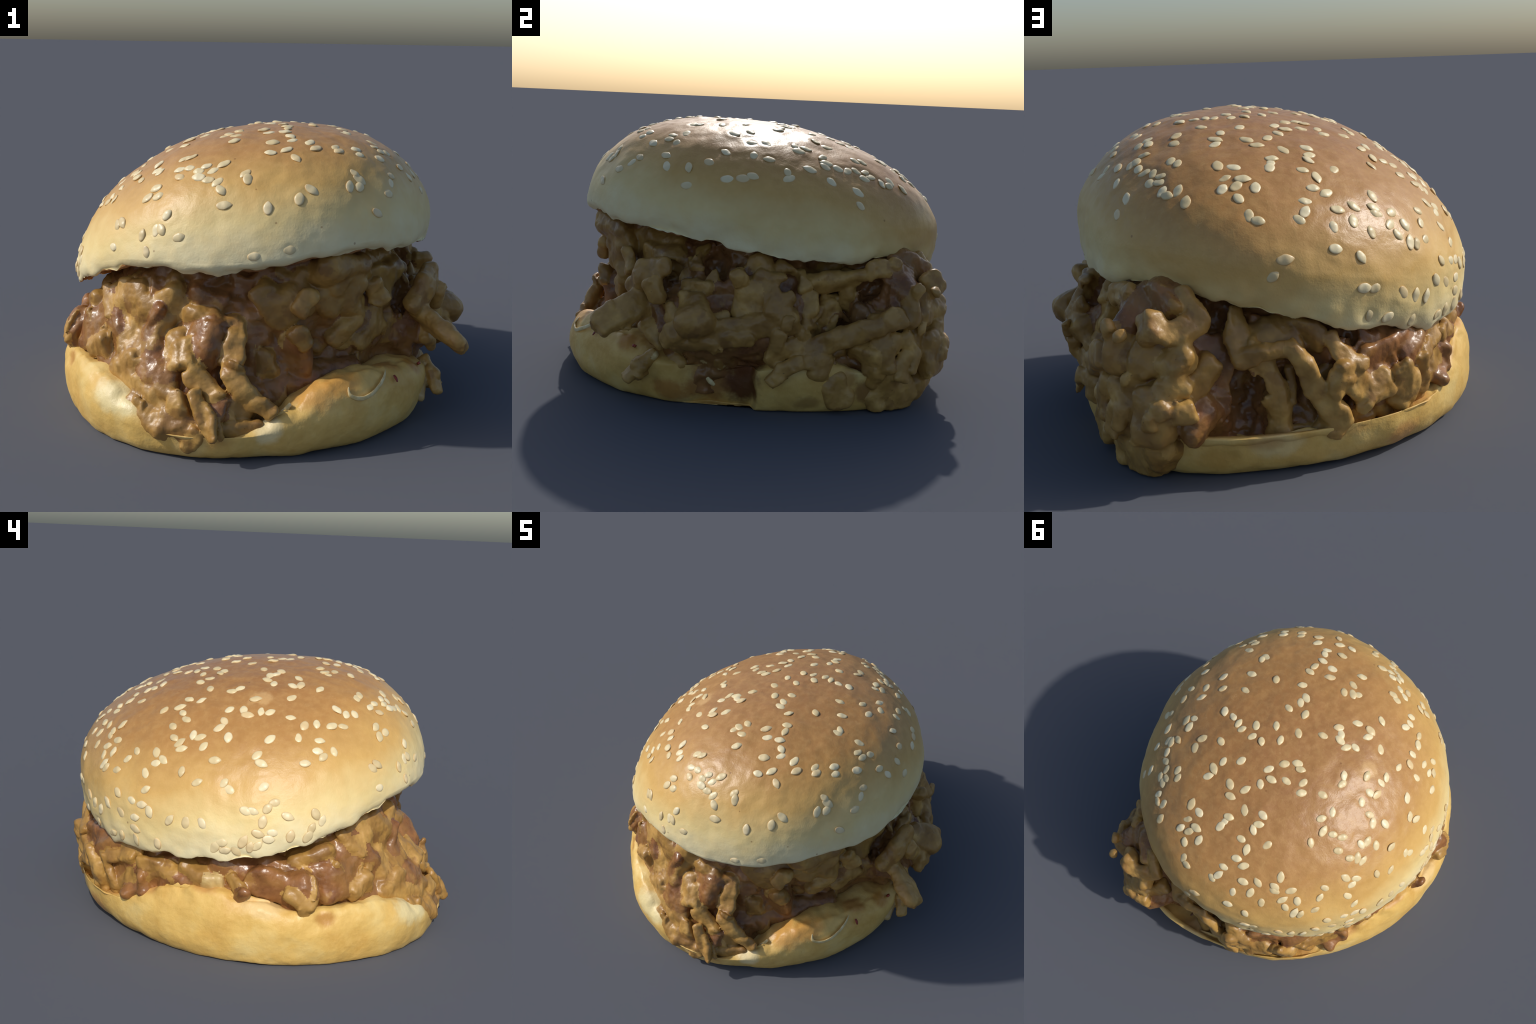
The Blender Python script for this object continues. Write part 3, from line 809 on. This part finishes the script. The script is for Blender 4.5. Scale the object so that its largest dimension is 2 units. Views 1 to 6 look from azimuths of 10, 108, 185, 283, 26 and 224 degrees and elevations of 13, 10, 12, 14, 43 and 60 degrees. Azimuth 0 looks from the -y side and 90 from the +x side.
shred(TAN, [(102.7, 0.362, 0.797), (103.7, 0.25, 0.796)], [0.013, 0.012])
shred(TAN, [(107, 0.493, 0.767), (109.8, 0.46, 0.791)], [0.039, 0.037])
shred(OCHRE, [(113, 0.462, 0.819), (114.6, 0.42, 0.841), (117.1, 0.395, 0.851), (119.7, 0.373, 0.861)], [0.022, 0.024, 0.024, 0.021])
shred(OCHRE, [(114.6, 0.369, 0.869), (113.9, 0.332, 0.86), (112.9, 0.298, 0.859)], [0.029, 0.037, 0.029])
shred(TAN, [(111.6, 0.328, 0.789), (112.1, 0.291, 0.793)], [0.032, 0.029])
shred(OCHRE, [(118.5, 0.303, 0.847), (121.7, 0.263, 0.834), (125.9, 0.28, 0.84)], [0.04, 0.046, 0.041])
shred(OCHRE, [(131, 0.316, 0.861), (132.7, 0.256, 0.836), (133.4, 0.213, 0.826), (132.2, 0.194, 0.83)], [0.033, 0.044, 0.044, 0.034])
shred(TAN, [(138.4, 0.324, 0.847), (139.8, 0.257, 0.826), (141.4, 0.203, 0.815)], [0.022, 0.028, 0.026])
shred(BROWN, [(153.7, 0.29, 0.793), (154, 0.237, 0.781), (150.1, 0.215, 0.804)], [0.039, 0.047, 0.038])
shred(BROWN, [(121.7, 0.389, 0.822), (127.2, 0.395, 0.811), (135.2, 0.398, 0.803), (149.7, 0.391, 0.759)], [0.029, 0.035, 0.039, 0.035])
shred(TAN, [(149.6, 0.414, 0.776), (149.3, 0.364, 0.804), (140.6, 0.334, 0.84)], [0.023, 0.024, 0.023])
shred(TAN, [(160.1, 0.362, 0.79), (153.9, 0.351, 0.802)], [0.024, 0.023])
shred(BROWN, [(190.2, 0.32, 0.86), (188.9, 0.292, 0.844)], [0.022, 0.023])
shred(TAN, [(128.6, 0.164, 0.783), (131, 0.128, 0.788)], [0.034, 0.031])
shred(OCHRE, [(133.3, 0.135, 0.807), (135.3, 0.142, 0.825)], [0.028, 0.026])
shred(TAN, [(119.9, 0.197, 0.789), (121.6, 0.176, 0.783)], [0.022, 0.021])
shred(BROWN, [(135.8, 0.354, 0.779), (142.8, 0.37, 0.758)], [0.068, 0.062])
shred(OCHRE, [(136, 0.215, 0.797), (139.8, 0.197, 0.788)], [0.041, 0.043])
shred(OCHRE, [(147.9, 0.382, 0.797), (151.3, 0.392, 0.787)], [0.028, 0.03], flat=0.6)
shred(TAN, [(142.2, 0.214, 0.779), (152.9, 0.292, 0.784), (160.2, 0.354, 0.77)], [0.043, 0.045, 0.035])
shred(TAN, [(164.1, 0.34, 0.764), (166.6, 0.319, 0.775)], [0.035, 0.033])
shred(TAN, [(170.7, 0.345, 0.751), (174.6, 0.333, 0.758)], [0.052, 0.049])
shred(PALE, [(179.5, 0.322, 0.79), (181.2, 0.325, 0.79)], [0.04, 0.035], flat=0.7)
shred(BROWN, [(181.9, 0.361, 0.711), (189.3, 0.349, 0.722), (196.4, 0.348, 0.729), (203.2, 0.338, 0.746)], [0.072, 0.079, 0.08, 0.072])
shred(OCHRE, [(186.1, 0.366, 0.798), (188.4, 0.332, 0.823), (189.6, 0.307, 0.835)], [0.019, 0.022, 0.019])
shred(TAN, [(209.5, 0.412, 0.743), (213.9, 0.435, 0.753)], [0.067, 0.072])
shred(OCHRE, [(207.9, 0.348, 0.819), (207.8, 0.298, 0.83), (208.4, 0.268, 0.835)], [0.042, 0.046, 0.035])
shred(BROWN, [(216.4, 0.36, 0.795), (217.3, 0.309, 0.809)], [0.072, 0.067])
shred(OCHRE, [(224.9, 0.515, 0.762), (227.8, 0.487, 0.765)], [0.05, 0.055])
shred(BROWN, [(224.3, 0.42, 0.757), (227.6, 0.36, 0.768), (229.8, 0.3, 0.798)], [0.091, 0.096, 0.074])
shred(TAN, [(234.8, 0.538, 0.751), (243.3, 0.446, 0.732), (243.6, 0.381, 0.772), (240.4, 0.33, 0.816)], [0.055, 0.076, 0.071, 0.056])
shred(OCHRE, [(241, 0.323, 0.857), (243.1, 0.268, 0.868)], [0.03, 0.027])
shred(OCHRE, [(237, 0.273, 0.859), (247.8, 0.212, 0.887), (266.7, 0.098, 0.91)], [0.035, 0.038, 0.039])
shred(TAN, [(227.4, 0.234, 0.796), (235.5, 0.222, 0.812)], [0.037, 0.033])
shred(TAN, [(235, 0.294, 0.852), (235.9, 0.235, 0.855)], [0.028, 0.028])
shred(OCHRE, [(342, 0.447, 0.697), (340.4, 0.42, 0.78), (338.7, 0.392, 0.853), (337.5, 0.36, 0.921)], [0.044, 0.05, 0.052, 0.046])
shred(TAN, [(349, 0.595, 0.746), (341.5, 0.557, 0.746), (336.9, 0.488, 0.728)], [0.035, 0.045, 0.045])
shred(OCHRE, [(347.3, 0.515, 0.778), (348, 0.48, 0.776)], [0.035, 0.035])
shred(OCHRE, [(344.8, 0.192, 0.751), (343.2, 0.164, 0.798), (341, 0.118, 0.824)], [0.03, 0.032, 0.025])
hollow((92.5, 0.305, 0.772), 0.068)
hollow((91.7, 0.193, 0.801), 0.069)
hollow((84.6, 0.541, 0.768), 0.05)
hollow((267.3, 0.295, 0.773), 0.037)
hollow((345.7, 0.534, 0.631), 0.055)
hollow((30.2, 0.537, 0.693), 0.048)
hollow((58.8, 0.509, 0.853), 0.052)
hollow((118.5, 0.455, 0.791), 0.036)
hollow((9.9, 0.629, 0.613), 0.069)
hollow((3.3, 0.605, 0.571), 0.066)
hollow((339.6, 0.48, 0.646), 0.053)
hollow((33.3, 0.562, 0.677), 0.035)
hollow((116.8, 0.24, 0.8), 0.021)
hollow((138.2, 0.272, 0.801), 0.025)
shred(OCHRE, [(265.5, 0.47, 0.73), (269, 0.478, 0.705), (270.5, 0.44, 0.735), (270, 0.385, 0.785), (270.5, 0.325, 0.83), (272.5, 0.27, 0.845), (276, 0.225, 0.85), (280.5, 0.185, 0.862)], [0.018, 0.028, 0.032, 0.03, 0.032, 0.036, 0.036, 0.024])
shred(OCHRE, [(265, 0.20, 0.925), (267, 0.15, 0.955), (268.2, 0.105, 0.975)], [0.022, 0.02, 0.013])
shred(TAN, [(246, 0.175, 0.90), (254, 0.125, 0.915), (262, 0.10, 0.915)], [0.05, 0.055, 0.05])
shred(TAN, [(271, 0.10, 0.885), (277, 0.12, 0.865)], [0.04, 0.03], flat=0.7)
shred(BROWN, [(284, 0.2, 0.70), (296, 0.22, 0.64), (312, 0.22, 0.63)], [0.06, 0.06, 0.05])
hollow((60, 0.54, 0.76), 0.06)
hollow((52, 0.34, 0.74), 0.05)
hollow((8, 0.49, 0.74), 0.055)
shred(TAN, [(100, 0.12, 0.80), (112, 0.12, 0.78), (124, 0.13, 0.78)], [0.03, 0.03, 0.03], flat=0.7)


STEP = .0072
LOW = np.array([-1.03, -1.05, .0])
DIMS = (287, 293, 113)
xs, ys, zs = (LOW[i] + STEP * np.arange(DIMS[i]) for i in range(3))
X, Y, Z = np.meshgrid(xs, ys, zs, indexing='ij')
rad, azi = np.hypot(X, Y), np.arctan2(Y, X)
base = rad - core_radius(azi.ravel(), Z.ravel()).reshape(DIMS)


def widen(c):
    """Fill a half-resolution grid up to full resolution by averaging."""
    for ax in range(3):
        n = c.shape[ax]
        lo, hi = np.take(c, range(n - 1), ax), np.take(c, range(1, n), ax)
        both = np.stack([lo, (lo + hi) / 2], ax + 1)
        shape = list(c.shape)
        shape[ax] = 2 * (n - 1)
        c = np.concatenate([both.reshape(shape), np.take(c, [n - 1], ax)], ax)
    return c


# the whole mass is folded and torn: bend space before measuring any piece
half = (slice(None, None, 2),) * 3
shell = (base[half] > -.09) & (base[half] < .22)
pts = np.stack([X[half][shell], Y[half][shell], Z[half][shell]], -1)
fold = np.stack([noise(pts * [8, 8, 6.5], 101 + j) for j in range(3)], -1) * .013
fold += np.stack([noise((pts + fold) * [17, 17, 14], 111 + j) for j in range(3)], -1) * .011
crease = np.abs(noise((pts + fold) * 9, 41)) * .05 + np.abs(noise((pts + fold) * 17, 42)) * .02 - .02


def spread(values):
    c = np.zeros(shell.shape)
    c[shell] = values
    return widen(c)


BX, BY, BZ = X + spread(fold[:, 0]), Y + spread(fold[:, 1]), Z + spread(fold[:, 2])
field = (np.hypot(BX, BY) - core_radius(np.arctan2(BY, BX).ravel(), BZ.ravel()).reshape(DIMS)) * .8 + spread(crease)
t_edge = fourier(CROWN_EDGE, azi)
ceiling = t_edge * np.minimum(rad / .8, 1.0) + CROWN_EDGE[0] * (1 - np.minimum(rad / .8, 1.0)) + .035
field = np.maximum(field, (Z - ceiling))
field = np.maximum(field, .05 - Z)
label = np.full(DIMS, -1, np.int16)
nearest = np.maximum(field, -.03)
SOFT = .008
FIBRES = 60


def strip_distance(p, a, b, ra, rb, out, thin, broad):
    """Distance to a flattish strip with blunt corners between a and b: thin along out, broad across."""
    ab = b - a
    h = np.clip(((p - a) @ ab) / max(ab @ ab, 1e-9), 0, 1)
    d = p - a - h[:, None] * ab
    r = ra + (rb - ra) * h
    t = ab / max(np.linalg.norm(ab), 1e-9) if ab @ ab > 1e-8 else np.array([0, 0, 1.0])
    o = out - t * (out @ t)
    o /= np.linalg.norm(o) + 1e-9
    w = np.cross(t, o)
    k = 3.2
    return (np.abs(d @ o / thin) ** k + np.abs(d @ w / broad) ** k + np.abs(d @ t) ** k) ** (1 / k) - r


def lay(i):
    """Merge piece i into the field and note where it is the nearest."""
    tone, path, radii, flat = PIECES[i]
    pad = radii.max() * 1.4 + .04
    lo = np.clip(np.floor((path.min(0) - pad - LOW) / STEP).astype(int), 0, np.array(DIMS) - 1)
    hi = np.clip(np.ceil((path.max(0) + pad - LOW) / STEP).astype(int) + 1, 1, DIMS)
    if (hi <= lo).any():
        return
    box = tuple(slice(a, b) for a, b in zip(lo, hi))
    p = np.stack([BX[box].ravel(), BY[box].ravel(), BZ[box].ravel()], -1)
    if len(path) == 1:
        path = np.concatenate([path, path + .001])
        radii = np.repeat(radii, 2)
    r = radii.mean()
    rng = np.random.default_rng(500 + i)
    out = path.mean(0) * [1, 1, 0]
    out = out / np.linalg.norm(out) + rng.normal(0, .35, 3)
    thin, broad = (.72 * flat, 1.2) if len(path) > 2 else (.82 * flat, 1.15)

    def measure(q):
        d = np.full(len(q), 9.0)
        for j in range(len(path) - 1):
            d = np.minimum(d, strip_distance(q, path[j], path[j + 1], radii[j], radii[j + 1], out, thin, broad))
        return d

    d = measure(p)
    m = d < .6 * r + .02
    pm = p[m]
    q = pm + np.stack([noise(pm * (.42 / r) + 9.1 * i, 50 + j) for j in range(3)], -1) * r * .30
    d[m] = measure(q) + (.36 * np.abs(noise(pm * (.45 / r) + 3.7 * i, 60)) - .12) * r
    d = d.reshape(X[box].shape)
    f = field[box]
    h = np.maximum(SOFT - np.abs(f - d), 0) / SOFT
    field[box] = np.minimum(f, d) - h * h * SOFT * .25
    closer = d < nearest[box]
    nearest[box] = np.where(closer, d, nearest[box])
    label[box] = np.where(closer, i, label[box])


for i in range(len(PIECES)):
    lay(i)
for c, r in HOLLOWS:
    lo = np.clip(np.floor((c - r - .04 - LOW) / STEP).astype(int), 0, np.array(DIMS) - 1)
    hi = np.clip(np.ceil((c + r + .04 - LOW) / STEP).astype(int) + 1, 1, DIMS)
    box = tuple(slice(a, b) for a, b in zip(lo, hi))
    p = np.stack([X[box].ravel(), Y[box].ravel(), Z[box].ravel()], -1)
    d = r - np.linalg.norm((p - c) * [1, 1, .85], axis=1) + .4 * r * noise(p * 15, 70) + .3 * r * np.abs(noise(p * 34, 71))
    d = d.reshape(X[box].shape)
    f = field[box]
    h = np.maximum(.02 - np.abs(f - d), 0) / .02
    field[box] = np.maximum(f, d) + h * h * .005
# loose fibres and torn scraps lying on the heap, mostly hanging down
def sample(p):
    k = np.clip(((p - LOW) / STEP).round().astype(int), 1, np.array(DIMS) - 2)
    g = np.array([field[tuple(k + e)] - field[tuple(k - e)] for e in np.eye(3, dtype=int)])
    return field[tuple(k)], g / (np.linalg.norm(g) + 1e-9)


t_here = fourier(CROWN_EDGE, azi)
open_air = np.argwhere((np.abs(field) < STEP * .6) & (rad > .55) & (Z > .08) & (Z < t_here - .03) & (rad > fourier(HEEL_R, azi) * (Z < .2) - .06))
rng = np.random.default_rng(77)
for k in open_air[rng.choice(len(open_air), FIBRES, replace=False)]:
    p = LOW + STEP * k
    f, n = sample(p)
    go = np.array([rng.normal(0, .5), rng.normal(0, .5), -1.0])
    r = rng.uniform(.008, .016)
    path = []
    for j in range(rng.integers(3, 6)):
        for _ in range(3):
            f, n = sample(p)
            p = p - n * (f - .25 * r)
        path.append(p.copy())
        go = go - n * (go @ n) + rng.normal(0, .25, 3)
        p = p + go / (np.linalg.norm(go) + 1e-9) * .024
    tip = np.linspace(-1, 1, len(path))
    PIECES.append((OCHRE if rng.random() < .55 else TAN, np.array(path), r * (1.15 - .5 * tip ** 2), rng.uniform(.6, 1)))
for i in range(len(PIECES) - FIBRES, len(PIECES)):
    BX, BY, BZ = X, Y, Z
    lay(i)
field = np.maximum(field, .004 - Z)
for ax in range(3):
    for side_ in (0, -1):
        s_ = [slice(None)] * 3
        s_[ax] = side_
        field[tuple(s_)] = np.maximum(field[tuple(s_)], .01)


def skin(f):
    """Quad skin of the zero level of a field (surface nets)."""
    ins = f < 0
    n = np.array(f.shape) - 1
    tot = np.zeros(n, np.int8)
    for c in np.ndindex(2, 2, 2):
        tot += ins[c[0]:c[0] + n[0], c[1]:c[1] + n[1], c[2]:c[2] + n[2]]
    cells = np.argwhere((tot > 0) & (tot < 8))
    idx = np.full(n, -1, np.int64)
    idx[tuple(cells.T)] = np.arange(len(cells))
    acc, cnt = np.zeros((len(cells), 3)), np.zeros(len(cells))
    corners = np.array(list(np.ndindex(2, 2, 2)))
    val = np.stack([f[tuple((cells + c).T)] for c in corners], -1)
    for a in range(8):
        for b in range(a + 1, 8):
            if np.abs(corners[a] - corners[b]).sum() != 1:
                continue
            fa, fb = val[:, a], val[:, b]
            x = (fa < 0) != (fb < 0)
            t = np.where(x, fa / np.where(x, fa - fb, 1), 0)
            acc += np.where(x[:, None], corners[a] + t[:, None] * (corners[b] - corners[a]), 0)
            cnt += x
    v = cells + acc / cnt[:, None]
    quads = []
    for ax in range(3):
        u, w = (ax + 1) % 3, (ax + 2) % 3
        s0, s1 = [slice(1, -1)] * 3, [slice(1, -1)] * 3
        s0[ax], s1[ax] = slice(0, -1), slice(1, None)
        a_in, b_in = ins[tuple(s0)], ins[tuple(s1)]
        for here in (True, False):
            e = np.argwhere((a_in != b_in) & (a_in == here))
            off = np.ones(3, int)
            off[ax] = 0
            e = e + off
            def at(du, dw):
                g = e.copy()
                g[:, u] -= du
                g[:, w] -= dw
                return idx[tuple(g.T)]
            q = np.stack([at(1, 1), at(0, 1), at(0, 0), at(1, 0)], -1)
            quads.append(q if here else q[:, ::-1])
    return v, np.concatenate(quads), cells


verts, quads, cells = skin(field)
verts = LOW + verts * STEP
vlabel = label[tuple(cells.T)]


def relax(v, f, times, amount):
    for _ in range(times):
        s, c = np.zeros_like(v), np.zeros(len(v))
        for i in range(4):
            np.add.at(s, f[:, i], v[f[:, (i + 1) % 4]] + v[f[:, (i + 3) % 4]])
            np.add.at(c, f[:, i], 2)
        v = v + amount * (s / c[:, None] - v)
    return v


verts = relax(verts, quads, 1, .55)
nrm = vertex_normals(verts, quads)
verts = verts + nrm * (.006 * (.35 - np.abs(noise(verts * [21, 21, 13], 82))) + .005 * (.4 - np.abs(noise(verts * 48, 81))) + .001 * noise(verts * 90, 83))[:, None]
verts = relax(verts, quads, 1, .25)
verts[:, 2] = np.maximum(verts[:, 2], .001)
nrm = vertex_normals(verts, quads)

# part the one smooth skin into its pieces; ragged borders
four = np.sort(vlabel[quads], 1)
flabel = np.where(four[:, 0] == four[:, 1], four[:, 0], four[:, 2])
counts = np.bincount(flabel[flabel >= 0], minlength=len(PIECES))
flabel = np.where((flabel >= 0) & (counts[np.maximum(flabel, 0)] < 12), -1, flabel)


SOAKED = linear(154, 114, 60)
MEAT = [
    meat_material('ochre_meat', (linear(160, 120, 58), linear(202, 160, 88)), linear(142, 100, 52), .04, .38),
    meat_material('tan_meat', (linear(142, 105, 52), linear(182, 140, 70)), linear(126, 88, 48), .10, .36),
    meat_material('sauced_meat', (linear(112, 72, 42), linear(154, 104, 60)), linear(170, 128, 68), .04, .27),
    meat_material('dark_sauce', (linear(80, 50, 34), linear(110, 72, 48)), linear(146, 108, 60), .05, .27),
    meat_material('pale_fat', (linear(190, 160, 98), linear(222, 198, 142)), linear(180, 136, 74), .04, .36),
]



def part(name, select, parent, material):
    q = quads[select]
    used, inv = np.unique(q, return_inverse=True)
    me = new_mesh(name, verts[used], inv.reshape(q.shape))
    me.materials.append(material)
    me.normals_split_custom_set_from_vertices(nrm[used].tolist())
    return new_object(name, me, parent)


filling = part('filling', flabel == -1, burger, MEAT[BROWN])
for i, (tone, path, radii, flat) in enumerate(PIECES):
    sel = flabel == i
    if sel.any():
        length = np.linalg.norm(np.diff(path, axis=0), axis=1).sum() if len(path) > 1 else 0
        part('meat_shred' if length > 2.2 * radii.mean() else 'meat_chunk', sel, filling, MEAT[tone])


# ------------------------------------------------------------------ onion slivers and pepper bits
def cord(name, path, radii, parent, material, flat=1.0, sides=12):
    """Round-ended tapering strip along a smooth spine."""
    P = np.array([cyl(*p) for p in path])
    n = len(P)
    u = np.linspace(0, n - 1, 10 * n)
    i = np.clip(u.astype(int), 0, n - 2)
    f = (u - i)[:, None]
    Q = lambda k: P[np.clip(k, 0, n - 1)]
    C = .5 * ((2 * Q(i)) + (Q(i + 1) - Q(i - 1)) * f + (2 * Q(i - 1) - 5 * Q(i) + 4 * Q(i + 1) - Q(i + 2)) * f ** 2
              + (3 * Q(i) - Q(i - 1) - 3 * Q(i + 1) + Q(i + 2)) * f ** 3)
    R = np.interp(u, np.arange(n), radii)
    e = np.linspace(0, 1, len(u))
    R = R * np.sqrt(np.clip(1 - (2 * e - 1) ** 8, 0.002, 1))
    T = np.gradient(C, axis=0)
    T /= np.linalg.norm(T, axis=1, keepdims=True)
    out = C * [1, 1, .4]
    out /= np.linalg.norm(out, axis=1, keepdims=True)
    B = np.cross(T, out)
    B /= np.linalg.norm(B, axis=1, keepdims=True)
    N = np.cross(B, T)
    a = np.linspace(0, 2 * math.pi, sides, endpoint=False)
    V = C[:, None] + R[:, None, None] * (np.cos(a)[None, :, None] * B[:, None] + flat * np.sin(a)[None, :, None] * N[:, None])
    V = V.reshape(-1, 3)
    V = V + .15 * R.mean() * np.stack([noise(V * 40, 95 + j) for j in range(3)], -1)
    return new_object(name, new_mesh(name, V, grid_faces(len(u), sides)), parent, material)


onion = plain_material('onion', linear(206, 180, 120), linear(230, 212, 164), .3, .0)
pepper = plain_material('pepper', linear(120, 34, 16), linear(160, 60, 30), .3, .0)

cord('onion_sliver', [(302.1, .255, .826), (302.1, .226, .847), (305.7, .209, .85), (310, .225, .839), (314.6, .256, .809), (317.5, .275, .775)],
     [.005, .008, .009, .009, .008, .005], bottom_bun, onion, .4)
cord('onion_sliver', [(286, .205, .822), (285, .190, .832), (282.7, .165, .842)], [.007, .010, .007], bottom_bun, onion, .6)
cord('onion_sliver', [(5.5, .147, .742), (6.8, .13, .741), (8.2, .115, .737)], [.008, .011, .007], bottom_bun, onion, .6)
for spine in ([(163, .285, .795), (168, .295, .80), (174, .30, .81)], [(186, .295, .83), (192, .28, .838), (198, .272, .835)],
              [(130, .15, .80), (135, .16, .80), (140, .175, .80)], [(222, .26, .80), (227, .262, .80), (232, .25, .80)],
              [(276, .11, .865), (281, .145, .855), (285, .185, .845)], [(100, .14, .85), (106, .14, .835), (112, .125, .825)]):
    cord('bread_flake', spine, [.010, .022, .009], bottom_bun, bottom_bun.data.materials[0], .45)
cord('pepper_bit', [(319.5, .252, .797), (319.6, .241, .808), (319.5, .228, .818)], [.005, .007, .004], bottom_bun, pepper, .6)
cord('pepper_bit', [(338, .235, .755), (338, .225, .762)], [.012, .010], bottom_bun, pepper, .7)
